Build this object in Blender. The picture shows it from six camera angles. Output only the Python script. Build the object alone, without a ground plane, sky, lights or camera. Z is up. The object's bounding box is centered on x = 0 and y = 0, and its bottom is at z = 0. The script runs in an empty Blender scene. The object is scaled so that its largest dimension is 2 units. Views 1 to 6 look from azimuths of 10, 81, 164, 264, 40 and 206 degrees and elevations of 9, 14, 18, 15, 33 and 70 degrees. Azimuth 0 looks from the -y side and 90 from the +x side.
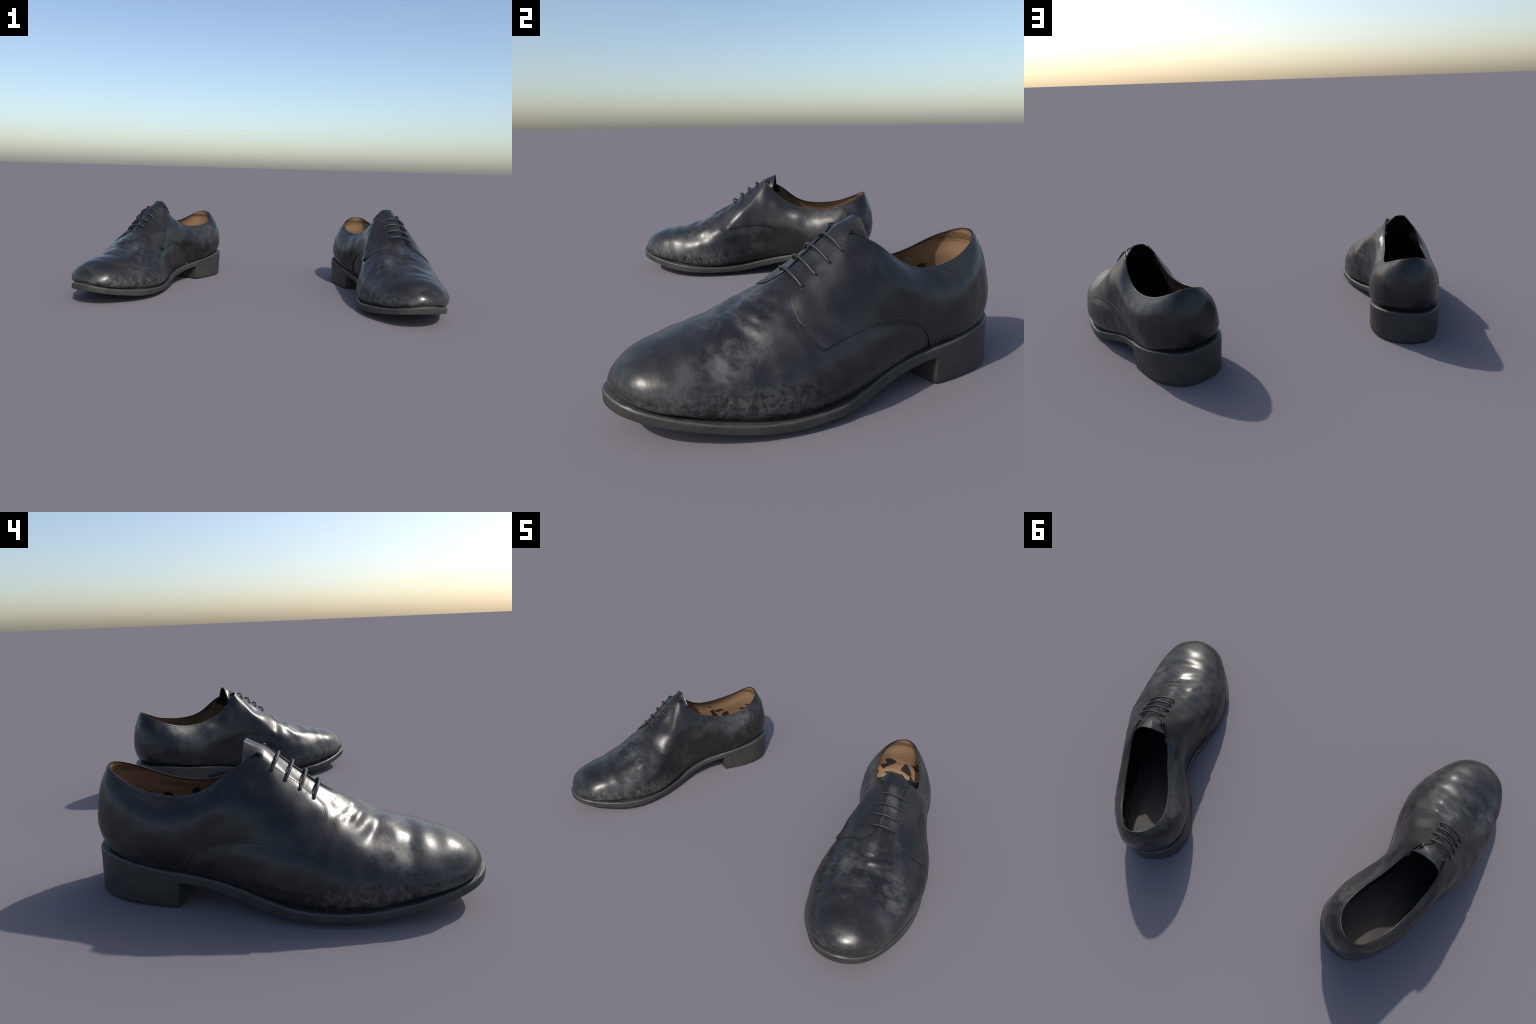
"""A pair of worn black leather derby shoes with stacked rubber soles.

Every part is described for one shoe in shoe coordinates
    t : sideways, positive towards the outer (lateral) side
    s : along the shoe, 0 at the heel, growing towards the toe
    z : up
The left shoe and the right shoe are mirror images of each other.
"""
import bpy, math, random
import numpy as np
from mathutils import Vector

random.seed(4)
RNG = np.random.default_rng(4)

# ------------------------------------------------------------------ the shape
# The upper is one lofted skin.  Each profile is a B-spline that climbs from the
# welt (first point) over the bulge of the upper to the rim of the opening
# (last point); the profiles follow each other round the shoe.
UPPER_PROFILES = [
    ("heel_back", [(0.014, 0.036, 0.154), (-0.008, 0.009, 0.177), (-0.018, -0.000, 0.222), (-0.020, 0.001, 0.280), (-0.017, 0.010, 0.338), (-0.014, 0.027, 0.389), (-0.007, 0.048, 0.426)]),
    ("lateral_heel_corner", [(0.073, 0.069, 0.151), (0.074, 0.036, 0.170), (0.075, 0.018, 0.212), (0.071, 0.014, 0.268), (0.065, 0.029, 0.329), (0.062, 0.048, 0.383), (0.044, 0.069, 0.415)]),
    ("lateral_heel_side", [(0.125, 0.141, 0.149), (0.136, 0.105, 0.148), (0.136, 0.088, 0.177), (0.127, 0.090, 0.231), (0.121, 0.104, 0.297), (0.115, 0.117, 0.352), (0.083, 0.139, 0.377)]),
    ("lateral_collar_rear", [(0.143, 0.236, 0.125), (0.160, 0.205, 0.115), (0.169, 0.188, 0.141), (0.175, 0.186, 0.195), (0.172, 0.194, 0.260), (0.155, 0.209, 0.316), (0.114, 0.230, 0.353)]),
    ("lateral_collar_low", [(0.154, 0.363, 0.114), (0.163, 0.321, 0.090), (0.166, 0.298, 0.122), (0.187, 0.289, 0.182), (0.197, 0.293, 0.247), (0.175, 0.312, 0.305), (0.133, 0.346, 0.347)]),
    ("lateral_collar_rise", [(0.171, 0.466, 0.101), (0.185, 0.432, 0.102), (0.193, 0.404, 0.140), (0.195, 0.390, 0.202), (0.196, 0.392, 0.271), (0.180, 0.406, 0.335), (0.132, 0.431, 0.377)]),
    ("lateral_waist", [(0.221, 0.596, 0.066), (0.229, 0.547, 0.099), (0.226, 0.511, 0.150), (0.209, 0.493, 0.217), (0.194, 0.493, 0.298), (0.186, 0.497, 0.385), (0.127, 0.502, 0.450)]),
    ("lateral_facing_corner", [(0.244, 0.742, 0.041), (0.272, 0.662, 0.083), (0.268, 0.612, 0.146), (0.241, 0.588, 0.222), (0.192, 0.584, 0.303), (0.156, 0.585, 0.393), (0.101, 0.591, 0.472)]),
    ("lateral_ball_rear", [(0.237, 0.826, 0.042), (0.277, 0.784, 0.070), (0.284, 0.742, 0.130), (0.269, 0.704, 0.211), (0.219, 0.671, 0.299), (0.162, 0.631, 0.387), (0.100, 0.579, 0.470)]),
    ("lateral_ball", [(0.222, 0.934, 0.051), (0.268, 0.900, 0.067), (0.274, 0.860, 0.114), (0.254, 0.813, 0.188), (0.211, 0.752, 0.273), (0.150, 0.674, 0.365), (0.088, 0.589, 0.473)]),
    ("lateral_ball_front", [(0.194, 1.033, 0.066), (0.233, 1.022, 0.086), (0.248, 0.986, 0.126), (0.230, 0.923, 0.179), (0.181, 0.836, 0.248), (0.126, 0.730, 0.352), (0.077, 0.593, 0.476)]),
    ("lateral_toe_rear", [(0.159, 1.122, 0.082), (0.202, 1.146, 0.088), (0.218, 1.113, 0.132), (0.198, 1.028, 0.174), (0.148, 0.904, 0.224), (0.099, 0.761, 0.325), (0.061, 0.598, 0.479)]),
    ("lateral_toe_corner", [(0.122, 1.203, 0.104), (0.143, 1.234, 0.119), (0.149, 1.201, 0.184), (0.130, 1.105, 0.216), (0.095, 0.959, 0.227), (0.068, 0.791, 0.317), (0.052, 0.599, 0.479)]),
    ("toe_tip", [(0.033, 1.244, 0.123), (0.026, 1.263, 0.142), (0.025, 1.223, 0.197), (0.029, 1.119, 0.227), (0.034, 0.969, 0.243), (0.039, 0.800, 0.331), (0.042, 0.601, 0.480)]),
    ("medial_toe_corner", [(-0.057, 1.204, 0.096), (-0.086, 1.235, 0.105), (-0.096, 1.188, 0.172), (-0.084, 1.075, 0.223), (-0.040, 0.923, 0.245), (0.002, 0.766, 0.328), (0.032, 0.600, 0.481)]),
    ("medial_toe_rear", [(-0.098, 1.119, 0.077), (-0.149, 1.125, 0.085), (-0.153, 1.076, 0.129), (-0.131, 0.986, 0.198), (-0.085, 0.869, 0.275), (-0.028, 0.732, 0.362), (0.022, 0.596, 0.478)]),
    ("medial_ball_front", [(-0.142, 1.036, 0.065), (-0.172, 1.004, 0.081), (-0.189, 0.954, 0.124), (-0.176, 0.882, 0.186), (-0.123, 0.786, 0.261), (-0.057, 0.680, 0.353), (0.008, 0.590, 0.476)]),
    ("medial_ball", [(-0.163, 0.925, 0.053), (-0.197, 0.892, 0.061), (-0.197, 0.851, 0.106), (-0.169, 0.799, 0.179), (-0.135, 0.730, 0.269), (-0.087, 0.654, 0.370), (-0.003, 0.589, 0.480)]),
    ("medial_ball_rear", [(-0.149, 0.834, 0.045), (-0.180, 0.780, 0.058), (-0.168, 0.741, 0.107), (-0.135, 0.709, 0.187), (-0.114, 0.670, 0.285), (-0.083, 0.622, 0.381), (-0.014, 0.576, 0.469)]),
    ("medial_facing_corner", [(-0.121, 0.734, 0.045), (-0.125, 0.671, 0.077), (-0.116, 0.627, 0.129), (-0.103, 0.598, 0.201), (-0.105, 0.579, 0.288), (-0.090, 0.572, 0.385), (-0.018, 0.589, 0.490)]),
    ("medial_waist", [(-0.070, 0.599, 0.066), (-0.080, 0.550, 0.097), (-0.087, 0.515, 0.143), (-0.095, 0.497, 0.203), (-0.103, 0.489, 0.271), (-0.093, 0.488, 0.337), (-0.047, 0.492, 0.390)]),
    ("medial_collar_rise", [(-0.069, 0.464, 0.096), (-0.093, 0.436, 0.106), (-0.108, 0.415, 0.143), (-0.129, 0.408, 0.193), (-0.132, 0.406, 0.246), (-0.106, 0.405, 0.299), (-0.059, 0.406, 0.352)]),
    ("medial_collar_low", [(-0.106, 0.367, 0.116), (-0.147, 0.336, 0.118), (-0.165, 0.317, 0.147), (-0.170, 0.309, 0.194), (-0.162, 0.307, 0.246), (-0.136, 0.305, 0.295), (-0.095, 0.304, 0.337)]),
    ("medial_collar_rear", [(-0.140, 0.231, 0.136), (-0.169, 0.218, 0.148), (-0.184, 0.206, 0.177), (-0.183, 0.201, 0.221), (-0.177, 0.200, 0.272), (-0.158, 0.201, 0.319), (-0.113, 0.205, 0.353)]),
    ("medial_heel_side", [(-0.156, 0.141, 0.164), (-0.167, 0.113, 0.173), (-0.172, 0.099, 0.204), (-0.166, 0.096, 0.250), (-0.156, 0.101, 0.302), (-0.143, 0.110, 0.348), (-0.110, 0.131, 0.382)]),
    ("medial_heel_corner", [(-0.104, 0.069, 0.155), (-0.112, 0.044, 0.179), (-0.117, 0.032, 0.221), (-0.115, 0.031, 0.273), (-0.107, 0.039, 0.328), (-0.094, 0.048, 0.378), (-0.068, 0.068, 0.415)]),
]

# outline of the welt (closed, heel -> lateral side -> toe -> medial side)
WELT_OUTLINE = [
    (-0.044, 0.016, 0.155), (0.057, 0.020, 0.151), (0.142, 0.107, 0.149), (0.177, 0.236, 0.128), (0.187, 0.353, 0.114),
    (0.196, 0.440, 0.101), (0.213, 0.523, 0.083), (0.243, 0.607, 0.064), (0.268, 0.707, 0.049), (0.267, 0.849, 0.044),
    (0.241, 0.993, 0.058), (0.192, 1.126, 0.081), (0.131, 1.218, 0.104), (0.041, 1.259, 0.116), (-0.052, 1.232, 0.102),
    (-0.116, 1.151, 0.081), (-0.168, 1.051, 0.065), (-0.191, 0.937, 0.053), (-0.176, 0.813, 0.047), (-0.138, 0.691, 0.052),
    (-0.103, 0.580, 0.071), (-0.103, 0.476, 0.094), (-0.136, 0.367, 0.116), (-0.168, 0.251, 0.136), (-0.179, 0.141, 0.155),
    (-0.133, 0.060, 0.156)]
# underside of the sole along its length, outer and inner edge: (s, z)
UNDERSIDE_LATERAL = [(0.0, 0.118), (0.15, 0.110), (0.30, 0.087), (0.41, 0.072), (0.51, 0.047), (0.61, 0.026), (0.71, 0.019),
                     (0.83, 0.014), (0.94, 0.024), (1.05, 0.040), (1.15, 0.057), (1.21, 0.073), (1.26, 0.081)]
UNDERSIDE_MEDIAL = [(0.0, 0.118), (0.15, 0.116), (0.30, 0.100), (0.374, 0.085), (0.484, 0.063), (0.59, 0.038), (0.69, 0.021),
                    (0.80, 0.018), (0.92, 0.021), (1.03, 0.028), (1.13, 0.045), (1.21, 0.061), (1.26, 0.078)]
HEEL_BREAST = ((0.189, 0.322), (-0.131, 0.373))       # front face of the heel block

# seams of the quarters over the vamp: down the lacing edge to the pointed
# corner, then back in an arc to the welt
FACING_LATERAL = [(0.105, 0.572, 0.470), (0.101, 0.621, 0.439), (0.101, 0.676, 0.401), (0.104, 0.727, 0.361),
                  (0.119, 0.766, 0.323), (0.164, 0.778, 0.296), (0.222, 0.760, 0.251), (0.252, 0.739, 0.214)]
ARC_LATERAL = [(0.252, 0.739, 0.214), (0.240, 0.645, 0.239), (0.221, 0.571, 0.242), (0.206, 0.490, 0.235),
               (0.197, 0.416, 0.216), (0.188, 0.359, 0.169), (0.170, 0.331, 0.108)]
FACING_MEDIAL = [(-0.008, 0.582, 0.474), (0.014, 0.603, 0.465), (0.027, 0.664, 0.428), (0.030, 0.735, 0.377),
                 (0.005, 0.780, 0.335), (-0.065, 0.792, 0.309), (-0.118, 0.774, 0.270), (-0.139, 0.757, 0.243)]
ARC_MEDIAL = [(-0.139, 0.757, 0.243), (-0.119, 0.670, 0.259), (-0.104, 0.580, 0.260), (-0.104, 0.500, 0.234),
              (-0.113, 0.443, 0.182), (-0.108, 0.417, 0.116)]
TONGUE_TIP = [(0.121, 0.530, 0.446), (0.112, 0.527, 0.460), (0.091, 0.527, 0.487), (0.071, 0.527, 0.508), (0.045, 0.528, 0.5105),
              (0.020, 0.529, 0.507), (-0.003, 0.530, 0.486), (-0.024, 0.532, 0.463), (-0.033, 0.534, 0.450)]
LACE_HOLES = [((0.002, 0.620, 0.448), (0.124, 0.613, 0.430)), ((0.000, 0.664, 0.422), (0.126, 0.655, 0.403)),
              ((0.002, 0.705, 0.396), (0.125, 0.696, 0.372)), ((0.001, 0.746, 0.367), (0.126, 0.736, 0.345))]
# walking creases over the vamp: course as (t, s) points, half width, height (minus = folded in)
CREASES = [
    ([(.02, .815), (.066, .814), (.115, .786)], .013, .0016),
    ([(.02, .838), (.08, .833), (.160, .786)], .011, -.0024),
    ([(.03, .856), (.077, .846), (.120, .822), (.176, .786)], .013, .0022),
    ([(.03, .876), (.074, .861), (.165, .815)], .011, -.0024),
    ([(.03, .890), (.074, .880), (.160, .840)], .012, .0020),
    ([(.04, .903), (.080, .893), (.170, .850)], .011, -.0022),
    ([(.04, .914), (.095, .901), (.185, .862)], .014, .0022),
    ([(-.07, .876), (-.02, .863), (.03, .850), (.07, .842)], .017, .0034),
    ([(-.135, .935), (-.06, .940), (.032, .928), (.134, .902), (.21, .868)], .023, -.0046),
    ([(-.12, .990), (.05, .968), (.16, .965), (.23, .945)], .031, .0050),
    ([(-.14, 1.005), (.04, 1.026), (.156, 1.012), (.23, .972)], .026, -.0028),
    ([(-.15, 1.040), (.00, 1.056), (.10, 1.044), (.19, 1.040)], .030, .0022),
    ([(-.145, 1.085), (.064, 1.090), (.170, 1.100)], .030, -.0018),
    ([(-.07, .800), (.00, .815), (.06, .820)], .020, .0034),
    ([(-.075, .825), (-.115, .870), (-.14, .925)], .020, .0030),
]

QUARTER_THICK = 0.0065
PLACE = {-1: ((0.525, 0.610), 194.0), 1: ((-0.525, 0.610), 166.0)}


# ------------------------------------------------------------------ small maths
def catmull(points, n, closed=False):
    c = np.asarray(points, float)
    m = len(c)
    if closed:
        e, segs = np.vstack([c[-1:], c, c[:2]]), m
    else:
        e, segs = np.vstack([2 * c[0] - c[1], c, 2 * c[-1] - c[-2]]), m - 1
    x = np.linspace(0, segs, n, endpoint=not closed)
    i = np.minimum(x.astype(int), segs - 1)
    f = (x - i)[:, None]
    a, b, d, g = e[i], e[i + 1], e[i + 2], e[i + 3]
    return .5 * (2 * b + (d - a) * f + (2 * a - 5 * b + 4 * d - g) * f ** 2 + (3 * b - a - 3 * d + g) * f ** 3)


def resample(p, n, closed=False):
    q = np.vstack([p, p[:1]]) if closed else p
    d = np.r_[0, np.cumsum(np.linalg.norm(np.diff(q, axis=0), axis=1))]
    x = np.linspace(0, d[-1], n, endpoint=not closed)
    return np.stack([np.interp(x, d, q[:, k]) for k in range(q.shape[1])], 1)


def unit(v):
    return v / (np.linalg.norm(v, axis=-1, keepdims=True) + 1e-12)


def smooth(a, b, x):
    x = np.clip((x - a) / (b - a), 0, 1)
    return x * x * (3 - 2 * x)


CTRL = np.array([row for _, row in UPPER_PROFILES])
NU, NV = CTRL.shape[:2]


def around(u):
    u = np.asarray(u) % NU
    i = np.floor(u).astype(int)
    f = u - i
    w = np.stack([(1 - f) ** 3, 3 * f ** 3 - 6 * f ** 2 + 4, -3 * f ** 3 + 3 * f ** 2 + 3 * f + 1, f ** 3], -1) / 6
    m = np.zeros((len(u), NU))
    for k in range(4):
        np.add.at(m, (np.arange(len(u)), (i + k - 1) % NU), w[:, k])
    return m


def upward(v, p=3):
    kn = np.r_[[0] * p, np.linspace(0, 1, NV - p + 1), [1] * p]
    v = np.clip(v, 0, 1 - 1e-9)
    b = np.zeros((len(v), len(kn) - 1))
    for i in range(len(kn) - 1):
        b[:, i] = (kn[i] <= v) & (v < kn[i + 1])
    for q in range(1, p + 1):
        for i in range(len(kn) - 1 - q):
            l = (v - kn[i]) / (kn[i + q] - kn[i]) if kn[i + q] > kn[i] else 0
            r = (kn[i + q + 1] - v) / (kn[i + q + 1] - kn[i + 1]) if kn[i + q + 1] > kn[i + 1] else 0
            b[:, i] = l * b[:, i] + r * b[:, i + 1]
    return b[:, :NV]


# ------------------------------------------------------------------ the skin grid
PER = 18                                   # columns per profile
GU = np.arange(0, NU, 1 / PER)
GV = np.concatenate([np.linspace(0, 1, 130)])
SKIN = np.einsum('ai,bj,ijk->abk', around(GU), upward(GV), CTRL)


def grid_normals(p, closed=True):
    du = np.roll(p, -1, 0) - np.roll(p, 1, 0)
    if not closed:
        du = np.gradient(p, axis=0)
    return unit(np.cross(du, np.gradient(p, axis=1)))




def round_ridge(u0, u1, sigma):
    """rounds the fold that runs down from an upper corner of the facings"""
    cols = np.arange(int(u0 * PER), int(u1 * PER) + 1)
    nrm = unit(np.cross(np.roll(SKIN, -1, 0) - np.roll(SKIN, 1, 0), np.gradient(SKIN, axis=1)))
    for j in range(len(GV)):
        p = SKIN[cols, j]
        d = np.r_[0, np.cumsum(np.linalg.norm(np.diff(p, axis=0), axis=1))]
        x = np.linspace(0, d[-1], 260)
        q = np.stack([np.interp(x, d, p[:, k]) for k in range(3)], 1)
        step = x[1]
        r = q.copy()
        w = np.sin(np.pi * np.linspace(0, 1, 260))[1:-1, None] ** .5
        for _ in range(int((sigma / step) ** 2 * 2)):
            r[1:-1] += .5 * w * ((r[:-2] + r[2:]) / 2 - r[1:-1])
        off = np.stack([np.interp(d, x, (r - q)[:, k]) for k in range(3)], 1)
        n = nrm[cols, j]
        SKIN[cols, j] += n * (off * n).sum(1)[:, None] * smooth(.25, .6, GV[j])


round_ridge(4.2, 12.5, .011)
round_ridge(13.5, 21.8, .011)
# where the leather stands fuller over the foot: (place, reach, height)
FULLNESS = [((.100, .862, .285), .055, .010), ((-.085, .715, .330), .050, .010), ((.205, .560, .305), .062, .012),
            ((.178, .572, .360), .045, .006), ((-.102, .393, .312), .050, .010), ((-.062, .495, .370), .045, .007),
            ((-.044, .906, .266), .045, .007)]
full_n = np.cross(np.roll(SKIN, -1, 0) - np.roll(SKIN, 1, 0), np.gradient(SKIN, axis=1))
full_n = unit(full_n) * (1 if (full_n * (SKIN - np.array([.03, .6, .15]))).sum() > 0 else -1)
for place, reach, height in FULLNESS:
    swell = height * np.exp(-(np.linalg.norm(SKIN - np.array(place), axis=-1) / reach) ** 2) * smooth(1.0, .95, GV)[None, :]
    SKIN += full_n * swell[..., None]
# the foot of the upper swells out towards the edge of the welt
foot_out = np.cross(np.roll(SKIN, -1, 0) - np.roll(SKIN, 1, 0), np.gradient(SKIN, axis=1))
foot_out = unit(foot_out * np.array([1, 1, 0])) * (1 if (foot_out * (SKIN - np.array([.03, .6, .15]))).sum() > 0 else -1)
SKIN += foot_out * (.005 * smooth(.16, .0, GV))[None, :, None]
SKIN[:, 0, 2] -= 0.010                     # tucked down behind the welt
NORM = grid_normals(SKIN)
NORM_SIGN = -1 if ((SKIN - np.array([.03, .6, .15])) * NORM).sum() < 0 else 1
NORM = NORM * NORM_SIGN
# gentle dents of long wear
dents = np.zeros(SKIN.shape[:2])
for _ in range(9):
    wave = unit(RNG.normal(size=3)) * RNG.uniform(50, 105)
    dents += np.sin(SKIN @ wave + RNG.uniform(0, 6.3)) * .00030
dents *= smooth(.02, .18, GV) * smooth(1.0, .86, GV)
SKIN += NORM * dents[..., None]
NORM = grid_normals(SKIN) * NORM_SIGN


def to_uv(curve):
    """nearest place on the skin for each point of a 3D curve"""
    flat = SKIN.reshape(-1, 3)
    out = []
    for p in curve:
        k = int(((flat - p) ** 2).sum(1).argmin())
        i, j = divmod(k, len(GV))
        out.append((GU[i], GV[j]))
    return np.array(out)


def skin_at(u, v):
    """point of the finished skin at (u, v)"""
    x = np.asarray(u) * PER
    y = np.asarray(v) * (len(GV) - 1)
    i, j = np.floor(x).astype(int), np.clip(np.floor(y).astype(int), 0, len(GV) - 2)
    a, b = (x - i)[:, None], (y - j)[:, None]
    i, i2 = i % len(GU), (i + 1) % len(GU)
    return (SKIN[i, j] * (1 - a) + SKIN[i2, j] * a) * (1 - b) + (SKIN[i, j + 1] * (1 - a) + SKIN[i2, j + 1] * a) * b


def seam(facing, arc):
    a, b = resample(catmull(facing, 200), 110), resample(catmull(arc, 200), 90)
    pts = np.vstack([a, b[1:]])
    uv = to_uv(pts)
    # iron out the grid steps but keep the pointed corner
    for part in (slice(0, 110), slice(109, 199)):
        w = uv[part].copy()
        for _ in range(6):
            w[1:-1] = (w[:-2] + 2 * w[1:-1] + w[2:]) / 4
        uv[part] = w
    uv[0, 1], uv[-1, 1] = 1.0, 0.0
    return uv, skin_at(uv[:, 0], uv[:, 1])


SEAM_L, SEAM_L3 = seam(FACING_LATERAL, ARC_LATERAL)
SEAM_M, SEAM_M3 = seam(FACING_MEDIAL, ARC_MEDIAL)
POLY = np.vstack([[SEAM_L[-1, 0], -0.2], SEAM_L[::-1], [SEAM_L[0, 0], 1.2], [SEAM_M[0, 0], 1.2], SEAM_M, [SEAM_M[-1, 0], -0.2]])


def inside_poly(u, v):
    r = np.zeros(u.shape, bool)
    for (x0, y0), (x1, y1) in zip(POLY, np.roll(POLY, -1, 0)):
        if y0 == y1:
            continue
        hit = ((y0 > v) != (y1 > v)) & (u < (x1 - x0) * (v - y0) / (y1 - y0) + x0)
        r ^= hit
    return r


def distance_to(pts3, line):
    a, b = line[:-1], line[1:]
    ab = b - a
    ll = (ab ** 2).sum(1) + 1e-15
    out = np.empty(len(pts3))
    for k in range(0, len(pts3), 4000):
        p = pts3[k:k + 4000, None]
        f = np.clip(((p - a) * ab).sum(2) / ll, 0, 1)
        out[k:k + 4000] = np.sqrt(((p - a - f[..., None] * ab) ** 2).sum(2).min(1))
    return out


UU, VV = np.meshgrid(GU, GV, indexing='ij')
FLAT = SKIN.reshape(-1, 3)
DIST = np.minimum(distance_to(FLAT, SEAM_L3), distance_to(FLAT, SEAM_M3)).reshape(UU.shape)
SEAM_D = np.where(inside_poly(UU, VV), -DIST, DIST)       # minus = vamp, plus = quarter


def crease_field(p):
    """height added along the normal by the walking creases"""
    h = np.zeros(p.shape[:-1])
    q = p[..., :2].reshape(-1, 2)
    q = q + .003 * np.stack([np.sin(q[:, 1] * 31 + q[:, 0] * 23), np.sin(q[:, 0] * 33 + 1.3)], 1)
    for course, w, d in CREASES:
        line = catmull(course, 40)
        a, b = line[:-1], line[1:]
        ab = b - a
        f = np.clip(((q[:, None] - a) * ab).sum(2) / (ab ** 2).sum(1), 0, 1)
        d2 = ((q[:, None] - a - f[..., None] * ab) ** 2).sum(2)
        k = d2.argmin(1)
        along = (k + f[np.arange(len(k)), k]) / len(a)
        fade = smooth(0, .22, along) * smooth(1, .72, along)
        h += (d * fade * np.exp(-d2.min(1) / w ** 2)).reshape(h.shape)
    return h


# ------------------------------------------------------------------ mesh helpers
class Patch:
    """a grid of points clipped to the part where a field is positive"""

    def __init__(self, pts, nrm, field, closed):
        self.v, self.n, self.f = [], [], []
        self.key = {}
        nu, nv = field.shape
        last = nu if closed else nu - 1
        keep = field > 0
        for i in range(last):
            i2 = (i + 1) % nu
            for j in range(nv - 1):
                c = ((i, j), (i2, j), (i2, j + 1), (i, j + 1))
                k = [keep[x] for x in c]
                if not any(k):
                    continue
                if all(k):
                    self.f.append([self._corner(x, pts, nrm) for x in c])
                else:
                    self._clip((c[0], c[1], c[2]), pts, nrm, field)
                    self._clip((c[0], c[2], c[3]), pts, nrm, field)
        self.v, self.n = np.array(self.v), unit(np.array(self.n))

    def _corner(self, x, pts, nrm):
        if x not in self.key:
            self.key[x] = len(self.v)
            self.v.append(pts[x])
            self.n.append(nrm[x])
        return self.key[x]

    def _cut(self, a, b, pts, nrm, field):
        k = (a, b) if a < b else (b, a)
        if k not in self.key:
            a, b = k
            f = field[a] / (field[a] - field[b])
            self.key[k] = len(self.v)
            self.v.append(pts[a] + (pts[b] - pts[a]) * f)
            self.n.append(nrm[a] + (nrm[b] - nrm[a]) * f)
        return self.key[k]

    def _clip(self, tri, pts, nrm, field):
        poly = []
        for a, b in zip(tri, tri[1:] + tri[:1]):
            if field[a] > 0:
                poly.append(self._corner(a, pts, nrm))
            if (field[a] > 0) != (field[b] > 0):
                poly.append(self._cut(a, b, pts, nrm, field))
        if len(poly) >= 3:
            self.f.append(poly)

    def border(self):
        seen = {}
        for f in self.f:
            for a, b in zip(f, f[1:] + f[:1]):
                seen[(a, b)] = True
        return [e for e in seen if (e[1], e[0]) not in seen]


def with_rim(patch, profile, skip=None, inner=True):
    """closes the edge of a patch with a rounded rim and adds its back face.
    profile: (outwards, down) steps from the outer edge to the back"""
    v, n, faces = patch.v, patch.n, patch.f
    edges = [e for e in patch.border() if skip is None or not (skip(v[e[0]]) and skip(v[e[1]]))]
    out = {}
    for a, b in edges:
        o = np.cross(v[b] - v[a], n[a]) * NORM_SIGN
        for k in (a, b):
            out[k] = out.get(k, 0) + o
    verts, norms = list(v), list(n)
    chain = {}
    for k, o in out.items():
        o = o - n[k] * (o @ n[k])
        o = o / (np.linalg.norm(o) + 1e-12)
        chain[k] = [k]
        prev = np.zeros(2)
        for m, (x, y) in enumerate(profile):
            chain[k].append(len(verts))
            verts.append(v[k] + o * x - n[k] * y)
            nx = profile[m + 1] if m + 1 < len(profile) else profile[m]
            d = np.array(nx) - prev
            nn = unit(np.array([d[1], -d[0]]))
            prev = np.array((x, y))
            norms.append(o * nn[0] - n[k] * nn[1])
    rim = []
    for a, b in edges:
        for m in range(len(profile)):
            rim.append([b, a][0:0] or [chain[b][m], chain[a][m], chain[a][m + 1], chain[b][m + 1]])
    back = []
    if inner:
        depth = profile[-1][1]
        where = {}
        for k in range(len(v)):
            if k in chain:
                where[k] = chain[k][-1]
            else:
                where[k] = len(verts)
                verts.append(v[k] - n[k] * depth)
                norms.append(-n[k])
        back = [[where[k] for k in f[::-1]] for f in faces]
    return np.array(verts), np.array(norms), list(faces) + rim + back


def make_mesh(name, verts, faces, side, normals=None, flip=None):
    v = np.array(verts, float)
    v[:, 0] *= side
    if flip is None:
        flip = NORM_SIGN * side < 0
    if flip:
        faces = [list(f)[::-1] for f in faces]
    me = bpy.data.meshes.new(name)
    me.from_pydata(v.tolist(), [], [list(map(int, f)) for f in faces])
    me.validate()
    me.polygons.foreach_set('use_smooth', [True] * len(me.polygons))
    if normals is not None:
        n = np.array(normals, float)
        n[:, 0] *= side
        me.normals_split_custom_set_from_vertices(unit(n).tolist())
    me.update()
    return me


def add(name, me, parent, material, kind=None):
    ob = bpy.data.objects.new(name, me)
    bpy.context.scene.collection.objects.link(ob)
    ob.parent = parent
    me.materials.clear()
    me.materials.append(material)
    if kind:
        ob["kind"] = kind
    return ob


def sweep(path, radius, sides=10, close=True, squash=1.0):
    """round cord along a path -> verts, faces"""
    p = np.asarray(path, float)
    r = np.broadcast_to(np.asarray(radius, float), (len(p),))
    tan = unit(np.gradient(p, axis=0))
    ref = np.array([.13, .21, 1.0])
    a = unit(np.cross(tan, ref))
    b = np.cross(a, tan)
    verts, faces = [], []
    for k in range(len(p)):
        for m in range(sides):
            w = 2 * math.pi * m / sides
            verts.append(p[k] + r[k] * (a[k] * math.cos(w) + b[k] * math.sin(w) * squash))
    for k in range(len(p) - 1):
        for m in range(sides):
            q = (m + 1) % sides
            faces.append([k * sides + m, k * sides + q, (k + 1) * sides + q, (k + 1) * sides + m])
    if close:
        faces.append(list(range(sides))[::-1])
        faces.append([(len(p) - 1) * sides + m for m in range(sides)])
    return verts, faces


# ------------------------------------------------------------------ parts of one shoe
def skin_point(p):
    d = ((FLAT - p) ** 2).sum(1)
    k = int(d.argmin())
    return FLAT[k], NORM.reshape(-1, 3)[k]


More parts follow.
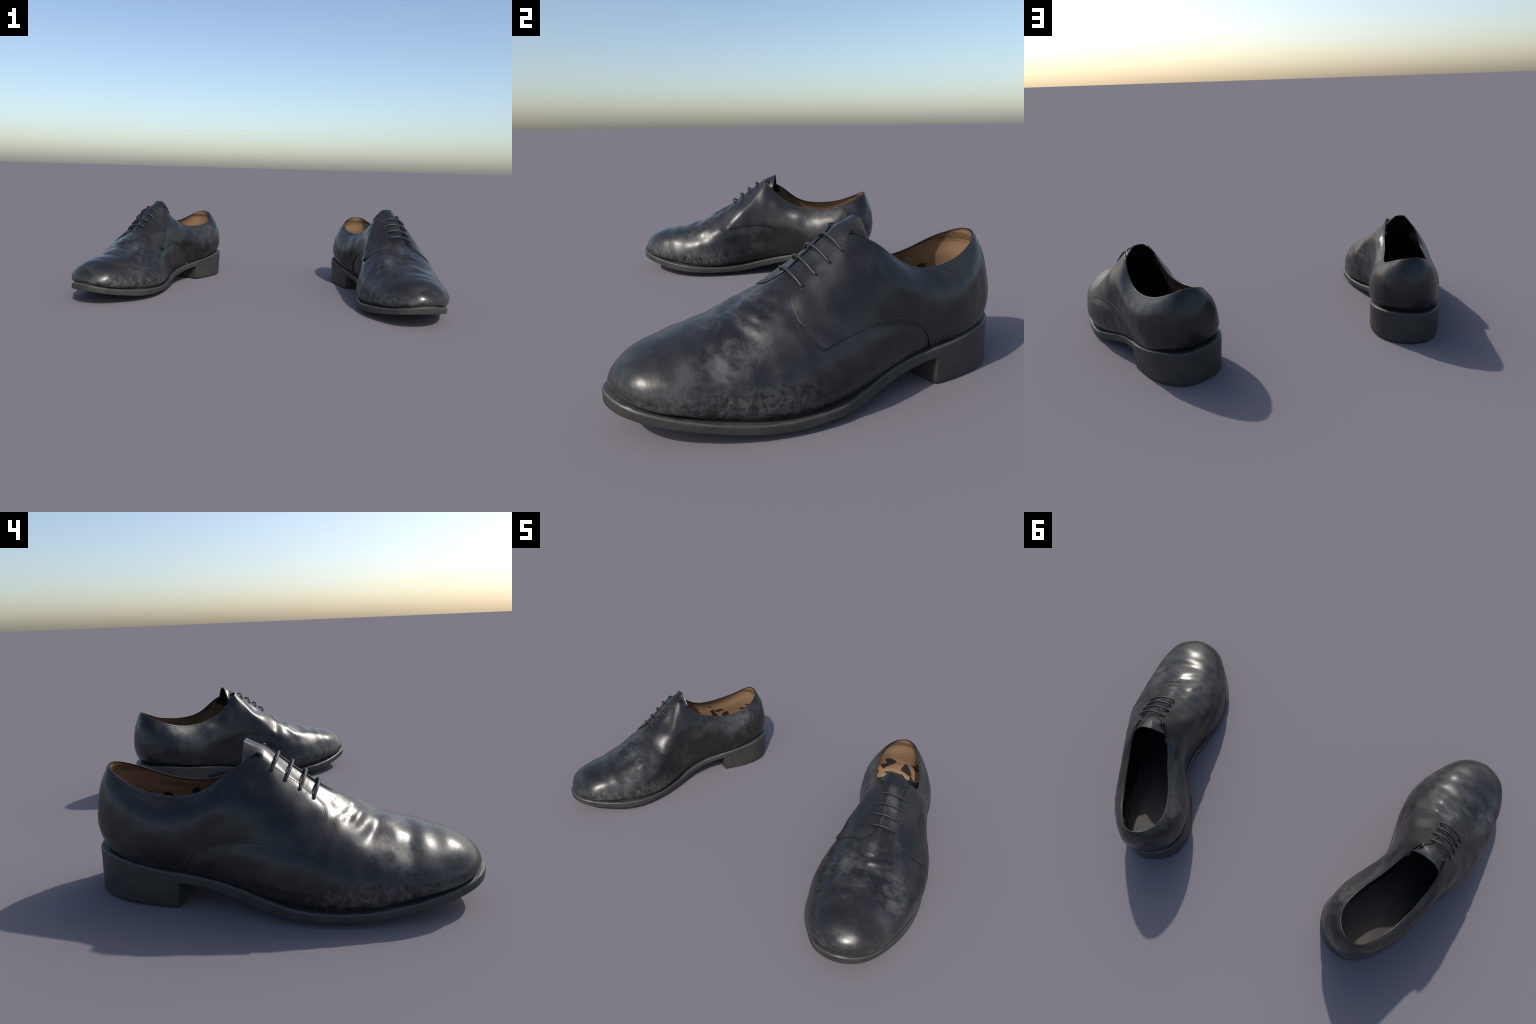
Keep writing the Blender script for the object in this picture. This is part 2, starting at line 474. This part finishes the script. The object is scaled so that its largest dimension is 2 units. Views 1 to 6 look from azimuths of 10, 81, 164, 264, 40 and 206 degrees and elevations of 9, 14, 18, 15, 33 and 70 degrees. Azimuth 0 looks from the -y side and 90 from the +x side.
def soften(p, n):
    """rounds the shading of the two upper corners of the facings"""
    n = n.copy()
    for c in ((.105, .575, .468), (-.020, .575, .470)):
        d = np.linalg.norm(p - np.array(c), axis=-1)
        near = np.argwhere(d < .050)
        ref = np.argwhere(d < .075)[::3]
        rp, rn = p[ref[:, 0], ref[:, 1]], n[ref[:, 0], ref[:, 1]]
        # even out the crowding of grid points
        crowd = np.array([(np.linalg.norm(rp - q, axis=1) < .008).sum() for q in rp])
        for a, b in near:
            w = np.exp(-(np.linalg.norm(rp - p[a, b], axis=1) / .017) ** 2) / crowd
            w = w * (rn @ n[a, b] > .1)
            m = unit((rn * w[:, None]).sum(0))
            k = smooth(.050, .025, d[a, b])
            n[a, b] = unit(n[a, b] * (1 - k) + m * k)
    return n


def build_geometry():
    g = {}
    # vamp and tongue: the skin inside the seams, pressed down a little where the
    # quarters lie on it, and run out past the rim to the tip of the tongue
    press = 0.0038 * (1 - smooth(0.0, 0.045, -SEAM_D)) + 0.0024 * smooth(0.0, 0.01, SEAM_D)
    between = smooth(0.80, 0.72, SKIN[..., 1]) * (SEAM_D < 0.03) * smooth(0.17, 0.12, SKIN[..., 0]) * smooth(-0.05, -0.01, SKIN[..., 0])
    press = press * (1 - between) + 0.0052 * between
    low = SKIN - NORM * press[..., None] + NORM * (crease_field(SKIN) * (SKIN[..., 1] > .7) * smooth(0.0, 0.022, -SEAM_D))[..., None]
    half = 6.9
    cols = np.where(np.abs(GU - 13) <= 9)[0]
    lift = np.linspace(0, 1, 22)[1:]
    tip = resample(np.array(TONGUE_TIP), 200)
    flap = np.empty((len(GU), len(lift), 3))
    soft = tip.copy()
    for _ in range(160):
        soft[1:-1] = (soft[:-2] + 2 * soft[1:-1] + soft[2:]) / 4
    for c in range(len(GU)):
        f = int(round(np.clip((GU[c] - (13 - half)) / (2 * half), 0, 1) * 199))
        p0, p1 = low[c, -1], soft[f]
        span = np.linalg.norm(p1 - p0)
        t0 = unit(low[c, -1] - low[c, -8]) * span * 1.1
        t1 = unit(np.array([(p1[0] - .048) * .5, -.072, .040])) * span
        for m, x in enumerate(lift):
            h = ((2 * x ** 3 - 3 * x ** 2 + 1) * p0 + (x ** 3 - 2 * x ** 2 + x) * t0 + (3 * x ** 2 - 2 * x ** 3) * p1 + (x ** 3 - x ** 2) * t1)
            flap[c, m] = h + (tip[f] - soft[f]) * x ** 4
    full = np.concatenate([low, flap], 1)
    under = np.maximum(0.022 - SEAM_D, np.minimum((half - np.abs(UU - 13)) * .01, (VV - .86) * .1))
    field = np.concatenate([under, np.repeat((half - np.abs(GU - 13))[:, None] * .01, len(lift), 1)], 1)
    nf = soften(full, grid_normals(full) * NORM_SIGN)
    sel = np.where(np.abs(GU - 13) < 12)[0]
    full, field, nf = full[sel], field[sel], nf[sel]
    body = Patch(full, nf, field, False)
    v, n, faces = with_rim(body, [(.0008, .0007), (.0012, .002), (.0010, .0038), (0, .005)])
    mid = np.array([v[f].mean(0) for f in faces])
    is_tongue = (mid[:, 1] < 0.752) & (mid[:, 0] > -0.045) & (mid[:, 0] < 0.165) & (mid[:, 2] > 0.30)
    g['vamp'] = sub(v, n, faces, ~is_tongue)
    g['tongue'] = sub(v, n, faces, is_tongue)

    # quarters: the skin outside the seams, one piece round the heel
    flare = 0.004 * np.exp(-(np.linalg.norm(SKIN - np.array(FACING_MEDIAL[-1]), axis=-1) / .03) ** 2)
    flare += 0.002 * np.exp(-(np.linalg.norm(SKIN - np.array(FACING_LATERAL[-1]), axis=-1) / .03) ** 2)
    lip = 0.0022 * np.exp(-(SEAM_D / .006) ** 2)
    up = SKIN + NORM * (flare - lip * 0)[..., None]
    quarter = Patch(up, soften(up, grid_normals(up) * NORM_SIGN), SEAM_D, True)
    rim = [(.0009, .0006), (.0016, .0018), (.0014, .0030), (.0007, .0040), (0, .0046)]
    v, n, faces = with_rim(quarter, rim, inner=False)
    g['quarter'] = (v, n, faces)

    # lining: on the inside of the quarters, from the rim down
    inn = SKIN - NORM * QUARTER_THICK
    rim_in = inn[:, -1:]
    foot = SKIN[:, :1] + np.array([.02, .6, .1]) * 0
    axis = np.stack([0.01 + 0 * foot[..., 0], np.clip(foot[..., 1], .14, 1.0), foot[..., 2]], -1)
    foot = foot + unit((axis - foot) * np.array([1, 1, 0])) * .022
    k = VV[..., None]
    straight = foot + (rim_in - foot) * (k ** .9)
    inn = inn + (straight - inn) * (.36 * smooth(1.0, .97, k) * smooth(.35, .75, k))
    lf = np.minimum(SEAM_D - 0.0005 - .034 * smooth(.50, .57, SKIN[..., 1]), (VV - 0.04) * .1)
    lining = Patch(inn, -grid_normals(inn) * NORM_SIGN, lf, True)
    g['lining'] = (lining.v, lining.n, [f[::-1] for f in lining.f])
    return g


def sub(v, n, faces, mask):
    fs = [f for f, m in zip(faces, mask) if m]
    used = sorted({k for f in fs for k in f})
    idx = {k: i for i, k in enumerate(used)}
    return v[used], n[used], [[idx[k] for k in f] for f in fs]


def loft(rings, closed=True, cap_first=False, cap_last=False):
    m = len(rings[0])
    verts = np.vstack(rings)
    faces = []
    for r in range(len(rings) - 1):
        for k in range(m):
            q = (k + 1) % m
            faces.append([r * m + k, r * m + q, (r + 1) * m + q, (r + 1) * m + k])
    verts = list(verts)
    for flag, r in ((cap_first, 0), (cap_last, len(rings) - 1)):
        if flag:
            c = len(verts)
            verts.append(rings[r].mean(0))
            for k in range(m):
                q = (k + 1) % m
                faces.append([r * m + q, r * m + k, c] if r == 0 else [r * m + k, r * m + q, c])
    return np.array(verts), faces


def inset(loop, d):
    tang = unit(np.roll(loop, -1, 0) - np.roll(loop, 1, 0))
    out = unit(np.stack([tang[:, 1], -tang[:, 0], 0 * tang[:, 0]], 1))
    c = loop.mean(0)
    if ((loop - c) * out).sum() < 0:
        out = -out
    q = loop.copy()
    q[:, :2] -= out[:, :2] * np.broadcast_to(d, (len(loop),))[:, None]
    return q


def build_sole():
    g = {}
    top = resample(catmull(WELT_OUTLINE, 800, True), 420, True)
    low_l, low_m = catmull(UNDERSIDE_LATERAL, 300), catmull(UNDERSIDE_MEDIAL, 300)

    def below(p):
        zl, zm = np.interp(p[:, 1], low_l[:, 0], low_l[:, 1]), np.interp(p[:, 1], low_m[:, 0], low_m[:, 1])
        w = np.clip((p[:, 0] + .15) / .36, 0, 1)
        return zm + (zl - zm) * w
    zb = below(top)
    s = top[:, 1]
    wob = np.zeros(len(top))
    for f in (23, 37, 61, 83):
        wob += np.sin(2 * math.pi * f * np.arange(len(top)) / len(top) + f) * .00035

    def ring(d, z):
        q = inset(top, d)
        q[:, 2] = z
        return q
    zt = top[:, 2]
    (x0, y0), (x1, y1) = HEEL_BREAST
    line = y0 + (top[:, 0] - x0) * (y1 - y0) / (x1 - x0)
    free = smooth(0.0, .012, top[:, 1] - line)         # 0 over the heel block, where the edge runs straight on
    belly = .004 * smooth(.55, .75, s) * smooth(1.2, 1.0, s)
    rings = [ring(.060, zt - .022), ring(.040, zt - .020), ring(.036, zt - .001), ring(.020, zt), ring(.0056, zt), ring(.0044 + wob, zt - .0004), ring(.0008 + wob, zt - .0036),
             ring(.0001 + wob * .4, zt - .0050), ring(0 * s, zt - .009), ring(0 * s, (zt + zb) / 2), ring(0 * s, zb + .006), ring(.0003 * free, zb + .0036 * free),
             ring(.0012 * free, zb + .0014 * free), ring(.0040 * free + .0004, zb), ring(.035, zb - belly), ring(.060, zb - belly * 1.4)]
    g['outsole'] = loft(rings, True, True, True)

    # heel block: outline behind the breast line
    back = np.where(top[:, 1] < line)[0]
    start = [i for i in back if (i - 1) % len(top) not in set(back)][0]
    order = [(start + k) % len(top) for k in range(len(back))]
    arc = inset(top, 0.0)[order]
    # order runs medial -> heel -> lateral; close along the breast with rounded corners
    a, b = arc[-1], arc[0]
    r = .007
    ab = unit(b - a)
    breast = [a + ab * x for x in np.linspace(r, np.linalg.norm(b - a) - r, 14)]

    def corner(p, before, after):
        i, o = unit(before - p) * r, unit(after - p) * r
        return [p + i * (1 - f) ** 2 + o * f ** 2 for f in np.linspace(0, 1, 6)]
    body = arc[2:-2]
    loop = np.vstack([body, corner(a, arc[-4], b)[0:], breast[1:-1], corner(b, a, arc[3])])
    ztop = below(loop)

    def hring(d, z):
        q = inset(loop, d)
        q[:, 2] = z
        return q
    # slight slope outwards at the very back
    back_out = -0.005 * smooth(.12, .0, loop[:, 1])
    taper = back_out + .010 * np.exp(-((loop[:, 1] - .13) / .075) ** 2) * smooth(.0, -.09, loop[:, 0])
    rings = [hring(0, ztop + .0), hring(taper * .3, ztop * .72), hring(taper * .85, .012 + 0 * ztop), hring(taper + .0008, .004 + 0 * ztop),
             hring(taper + .0035, .0008 + 0 * ztop), hring(taper + .009, 0 * ztop), hring(.05, 0 * ztop)]
    g['heel'] = loft(rings, True, False, True)
    # insole
    ins = inset(top, .040)
    ins[:, 2] = zt + .001
    ins2 = inset(top, .062)
    ins2[:, 2] = zt - .001
    g['insole'] = loft([ins, ins2], True, False, True)
    return g


def build_laces():
    laces, rings = [], []
    for k, (m, l) in enumerate(LACE_HOLES):
        m, l = np.array(m), np.array(l)
        (mp, mn), (lp, ln) = skin_point(m), skin_point(l)
        d = l - m
        up = unit(np.array([0, .42, .9]))
        h = (.0300, .0280, .0258, .0238)[k]
        path = [mp - mn * .010 + d * .02, mp + mn * .001, m + d * .05 + up * h * .27, m + d * .20 + up * h * .68,
                m + d * .45 + up * h, m + d * .75 + up * h * .80, l - d * .09 + up * h * .36, lp + ln * .001, lp - ln * .010 - d * .02]
        laces.append(sweep(catmull(path, 60), .0046, 12))
        for p, n in ((mp, mn), (lp, ln)):
            t1 = unit(np.cross(n, [.2, .1, 1]))
            t2 = np.cross(n, t1)
            w = np.linspace(0, 2 * math.pi, 28, endpoint=False)
            rings.append((p, n, t1, t2))
    return laces, rings


def ring_mesh(p, n, t1, t2, R=.0062, r=.0015, seg=24, sides=8):
    v, f = [], []
    for a in range(seg):
        w = 2 * math.pi * a / seg
        c = t1 * math.cos(w) + t2 * math.sin(w)
        for b in range(sides):
            x = 2 * math.pi * b / sides
            v.append(p + c * (R + r * math.cos(x)) + n * (r * math.sin(x) * .7 + .0002))
    for a in range(seg):
        for b in range(sides):
            a2, b2 = (a + 1) % seg, (b + 1) % sides
            f.append([a * sides + b, a2 * sides + b, a2 * sides + b2, a * sides + b2])
    return v, f


def stitch_rows():
    """rows of short sunk stitches that follow the edges of the quarters"""
    verts, faces = [], []

    def stitch(a, b, n):
        p = [a - n * .0012, a + n * .0001, (a + b) / 2 + n * .0005, b + n * .0001, b - n * .0012]
        v, f = sweep(catmull(p, 7), .0010, 5)
        o = len(verts)
        verts.extend(v)
        faces.extend([[k + o for k in q] for q in f])

    fu = skin_at

    def row(uv):
        e = .02
        p = fu(uv[:, 0], uv[:, 1])
        nn = unit(np.cross(fu(uv[:, 0] + e, uv[:, 1]) - fu(uv[:, 0] - e, uv[:, 1]),
                           fu(uv[:, 0], uv[:, 1] + .004) - fu(uv[:, 0], uv[:, 1] - .004))) * NORM_SIGN
        d = np.r_[0, np.cumsum(np.linalg.norm(np.diff(p, axis=0), axis=1))]
        x = 0.004
        while x + .0052 < d[-1]:
            q = [np.array([np.interp(y, d, p[:, k]) for k in range(3)]) for y in (x, x + .0046)]
            n = np.array([np.interp(x, d, nn[:, k]) for k in range(3)])
            stitch(q[0], q[1], unit(n))
            x += .0066

    # along the collar rim
    u0, u1 = SEAM_M[0, 0] + .35, SEAM_L[0, 0] + NU - .35
    u = np.linspace(u0, u1, 600)
    rim = fu(u, np.full(600, .9999))
    v = np.full(600, .97)
    for _ in range(8):
        gap = np.linalg.norm(fu(u, v) - rim, axis=1)
        v = np.clip(v - (.0095 - gap) * .8, .8, .995)
    row(np.stack([u, v], 1))
    # along the facing edges and arcs
    for uv, sgn in ((SEAM_L, -1), (SEAM_M, 1)):
        for lo, hi in ((4, 103), (118, 192)):
            part = uv[lo:hi]
            p3 = fu(part[:, 0], part[:, 1])
            out = part.copy()
            # step 9 mm away from the seam, up the gradient of the seam distance
            for k in range(len(part)):
                i = int(round(part[k, 0] * PER)) % len(GU)
                j = int(round(np.interp(part[k, 1], GV, np.arange(len(GV)))))
                w = 5
                ii = np.arange(i - w, i + w + 1) % len(GU)
                jj = np.arange(max(j - w, 0), min(j + w, len(GV) - 1) + 1)
                best = np.abs(SEAM_D[np.ix_(ii, jj)] - .0085) + .9 * np.abs(np.linalg.norm(SKIN[np.ix_(ii, jj)] - p3[k], axis=-1) - .0085)
                a, b = divmod(int(best.argmin()), len(jj))
                out[k] = (part[k, 0] + (a - w) / PER, GV[jj[b]])
            for _ in range(25):
                out[1:-1] = (out[:-2] + 2 * out[1:-1] + out[2:]) / 4
            row(out)
    return verts, faces


# ------------------------------------------------------------------ materials
class Nodes:
    def __init__(self, name, side):
        self.m = bpy.data.materials.new(name)
        self.m.use_nodes = True
        self.t = self.m.node_tree
        self.t.nodes.clear()
        self.out = self.n('ShaderNodeOutputMaterial')
        self.bsdf = self.n('ShaderNodeBsdfPrincipled')
        self.link(self.bsdf.outputs[0], self.out.inputs[0])
        co = self.n('ShaderNodeTexCoord')
        mp = self.n('ShaderNodeMapping')
        mp.inputs['Scale'].default_value = (side, 1, 1)      # same marks, mirrored
        self.link(co.outputs['Object'], mp.inputs[0])
        self.co = mp.outputs[0]

    def n(self, kind, **kw):
        x = self.t.nodes.new(kind)
        for k, v in kw.items():
            setattr(x, k, v)
        return x

    def link(self, a, b):
        self.t.links.new(a, b)

    def put(self, sock, v):
        if hasattr(v, 'node'):
            self.link(v, sock)
        else:
            sock.default_value = v

    def noise(self, scale, detail=4, rough=.5, dist=0, offset=(0, 0, 0), stretch=(1, 1, 1)):
        mp = self.n('ShaderNodeMapping')
        mp.inputs['Location'].default_value = offset
        mp.inputs['Scale'].default_value = stretch
        self.link(self.co, mp.inputs[0])
        x = self.n('ShaderNodeTexNoise')
        self.link(mp.outputs[0], x.inputs['Vector'])
        x.inputs['Scale'].default_value = scale
        x.inputs['Detail'].default_value = detail
        x.inputs['Roughness'].default_value = rough
        x.inputs['Distortion'].default_value = dist
        return x.outputs[0]

    def math(self, op, a, b=0.0, c=0.0, clamp=False):
        x = self.n('ShaderNodeMath', operation=op, use_clamp=clamp)
        for s, v in zip(x.inputs, (a, b, c)):
            self.put(s, v)
        return x.outputs[0]

    def span(self, v, a, b, lo=0.0, hi=1.0, mode='SMOOTHSTEP'):
        x = self.n('ShaderNodeMapRange', interpolation_type=mode)
        for s, w in zip(x.inputs, (v, a, b, lo, hi)):
            self.put(s, w)
        return x.outputs[0]

    def mix(self, f, a, b):
        x = self.n('ShaderNodeMix', data_type='RGBA')
        self.put(x.inputs[0], f)
        self.put(x.inputs[6], a if hasattr(a, 'node') else (*a, 1))
        self.put(x.inputs[7], b if hasattr(b, 'node') else (*b, 1))
        return x.outputs[2]

    def spot(self, centre, radius):
        """soft blob mask at a place on the shoe (t, s, z)"""
        d = self.n('ShaderNodeVectorMath', operation='DISTANCE')
        self.link(self.co, d.inputs[0])
        d.inputs[1].default_value = centre
        return self.span(d.outputs['Value'], radius, 0.0)

    def bump(self, h, strength, dist, normal=None):
        x = self.n('ShaderNodeBump')
        x.inputs['Strength'].default_value = strength
        x.inputs['Distance'].default_value = dist
        self.link(h, x.inputs['Height'])
        if normal is not None:
            self.link(normal, x.inputs['Normal'])
        return x.outputs[0]

    def set(self, name, v):
        self.put(self.bsdf.inputs[name], v)


def leather(side):
    k = Nodes('black_leather', side)
    xyz = k.n('ShaderNodeSeparateXYZ')
    k.link(k.co, xyz.inputs[0])
    along, height = xyz.outputs[1], xyz.outputs[2]
    # how much scuff each region of the upper carries
    region = 0.0
    for c, r, w in SCUFF_SPOTS:
        region = k.math('MAXIMUM', region, k.math('MULTIPLY', k.spot(c, r), w))
    # dusty band where the vamp meets the welt
    band = k.math('MULTIPLY', k.span(along, .62, .90), k.span(height, .185, .07))
    cloud = k.noise(8, 8, .66, .5)
    streak = k.noise(26, 6, .68, .7, (3, 1, 2), (.7, 1.3, 1))
    speck = k.noise(75, 6, .72, .5, (1, 5, 2))
    mix = k.math('ADD', k.math('MULTIPLY', cloud, .60), k.math('MULTIPLY', streak, .28))
    mix = k.math('ADD', mix, k.math('MULTIPLY', speck, .12))
    worn = k.math('MULTIPLY', k.span(mix, .42, .69), region)
    haze = k.math('MULTIPLY', k.span(k.noise(6.5, 7, .62, .6, (9, 3, 5)), .45, .70), .17)
    worn = k.math('MAXIMUM', worn, haze)
    dusty = k.math('ADD', k.math('MULTIPLY', streak, .5), k.math('MULTIPLY', speck, .5))
    dusty = k.math('MULTIPLY', k.span(dusty, .40, .63), k.math('MULTIPLY', band, 1.0))
    worn = k.math('MAXIMUM', worn, dusty)
    tint = k.noise(4.5, 4, .55, 0, (7, 2, 4))
    base = k.mix(k.span(tint, .35, .65), LEATHER_A, LEATHER_B)
    colour = k.mix(worn, base, SCUFF)
    k.set('Base Color', colour)
    rough = k.math('ADD', k.span(cloud, .3, .7, .25, .35), k.math('MULTIPLY', worn, .16))
    rough = k.math('ADD', rough, k.math('MULTIPLY', k.math('SUBTRACT', streak, .5), .13))
    k.set('Roughness', rough)
    k.set('Specular IOR Level', .42)
    grain = k.noise(260, 3, .55, .2)
    wrinkle = k.noise(30, 5, .6, .5, (2, 2, 2), (.6, 1.5, 1))
    nrm = k.bump(grain, .10, .0012)
    nrm = k.bump(wrinkle, .20, .0026, nrm)
    k.link(nrm, k.bsdf.inputs['Normal'])
    return k.m


def rubber(side):
    k = Nodes('dark_rubber', side)
    a, b = k.noise(14, 5, .6), k.noise(120, 4, .65, .2, (2, 4, 1))
    m = k.math('ADD', k.math('MULTIPLY', a, .55), k.math('MULTIPLY', b, .45))
    k.set('Base Color', k.mix(k.span(m, .38, .62), RUBBER_A, RUBBER_B))
    k.set('Roughness', k.span(m, .35, .65, .5, .62))
    k.set('Specular IOR Level', .4)
    k.link(k.bump(b, .2, .0012), k.bsdf.inputs['Normal'])
    return k.m


def pale_edge(side):
    k = Nodes('pale_rubber_edge', side)
    a = k.noise(60, 5, .7, .3)
    k.set('Base Color', k.mix(k.span(a, .35, .6), RUBBER_B, (.062, .061, .057)))  # paler strip along the bevel of the sole's top edge
    k.set('Roughness', .45)
    return k.m


def lace_cord(side):
    k = Nodes('waxed_cord', side)
    a = k.noise(420, 2, .5)
    k.set('Base Color', k.mix(a, (.013, .013, .014), (.026, .026, .027)))
    k.set('Roughness', .5)
    k.link(k.bump(a, .35, .001), k.bsdf.inputs['Normal'])
    return k.m


def lining(side):
    k = Nodes('tan_lining', side)
    xyz = k.n('ShaderNodeSeparateXYZ')
    k.link(k.co, xyz.inputs[0])
    w = k.noise(9, 4, .55, .4, (4, 1, 2), (.3, .3, 4.2))
    f = k.noise(90, 4, .6)
    m = k.math('ADD', k.math('MULTIPLY', w, .75), k.math('MULTIPLY', f, .25))
    tan = k.mix(k.span(m, .33, .50), LINING_A, LINING_B)
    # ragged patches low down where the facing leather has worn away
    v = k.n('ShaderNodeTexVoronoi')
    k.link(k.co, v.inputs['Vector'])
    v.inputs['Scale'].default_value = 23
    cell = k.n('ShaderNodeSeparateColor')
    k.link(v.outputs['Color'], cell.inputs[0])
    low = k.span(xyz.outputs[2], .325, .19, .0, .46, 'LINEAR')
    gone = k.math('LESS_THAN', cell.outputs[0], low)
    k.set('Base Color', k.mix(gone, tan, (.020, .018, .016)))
    k.set('Roughness', .45)
    k.link(k.bump(f, .12, .001), k.bsdf.inputs['Normal'])
    return k.m


def insole_mat(side):
    k = Nodes('worn_insole', side)
    f = k.noise(40, 5, .6)
    k.set('Base Color', k.mix(f, (.028, .027, .024), (.05, .047, .04)))
    k.set('Roughness', .6)
    return k.m


SCUFF_SPOTS = [((.05, .90, .27), .19, 1.0), ((.15, .93, .20), .17, .95), ((-.08, .90, .22), .16, .9), ((.02, 1.02, .22), .13, .6),
               ((.19, 1.03, .12), .17, .8), ((-.14, 1.00, .12), .17, .7), ((.04, 1.24, .14), .13, .55),
               ((-.17, .20, .31), .15, .9), ((-.12, .33, .29), .11, .7), ((-.11, .60, .17), .16, .55), ((.20, .62, .15), .18, .40), ((.17, .28, .22), .15, .35),
               ((.055, .66, .42), .06, .5)]
LEATHER_A, LEATHER_B, SCUFF = (.0105, .0102, .0104), (.0160, .0154, .0150), (.105, .103, .102)
RUBBER_A, RUBBER_B = (.029, .029, .0265), (.043, .042, .038)
LINING_A, LINING_B = (.125, .072, .038), (.275, .165, .092)


# ------------------------------------------------------------------ assembly
def build():
    upper, sole = build_geometry(), build_sole()
    laces, eyelets = build_laces()
    sv, sf = stitch_rows()
    for side in (-1, 1):
        (x, y), turn = PLACE[side]
        root = bpy.data.objects.new('dress_shoe', None)
        bpy.context.scene.collection.objects.link(root)
        root.location = (x, y, 0)
        root.rotation_euler = (0, 0, math.radians(turn))
        root["label"] = "worn black leather derby shoe with laces and dark rubber sole"
        root["category"] = "shoe"
        lea, rub, cord, lin, ins = leather(side), rubber(side), lace_cord(side), lining(side), insole_mat(side)
        for name in ('vamp', 'tongue', 'quarter'):
            v, n, f = upper[name]
            add(name, make_mesh(name, v, f, side, n), root, lea)
        v, n, f = upper['lining']
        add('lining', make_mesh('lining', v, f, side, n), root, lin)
        out = None
        for name, mat in (('outsole', rub), ('heel', rub), ('insole', ins)):
            v, f = sole[name]
            me = make_mesh(name, v, f, side, None, side > 0)
            me.set_sharp_from_angle(angle=math.radians(50))
            ob = add(name, me, root if name != 'heel' else out, mat)
            if name == 'outsole':
                out = ob
                me.materials.append(pale_edge(side))
                ring_size = 420
                me.polygons.foreach_set('material_index', [1 if 5 * ring_size <= p.index < 6 * ring_size else 0 for p in me.polygons])
        for v, f in laces:
            add('lace', make_mesh('lace', v, f, side, None, side < 0), root, cord)
        for e in eyelets:
            v, f = ring_mesh(*e)
            add('eyelet', make_mesh('eyelet', v, f, side, None, side < 0), root, lea)
        add('stitching', make_mesh('stitching', sv, sf, side, None, side < 0), root, cord, 'stuff')


build()
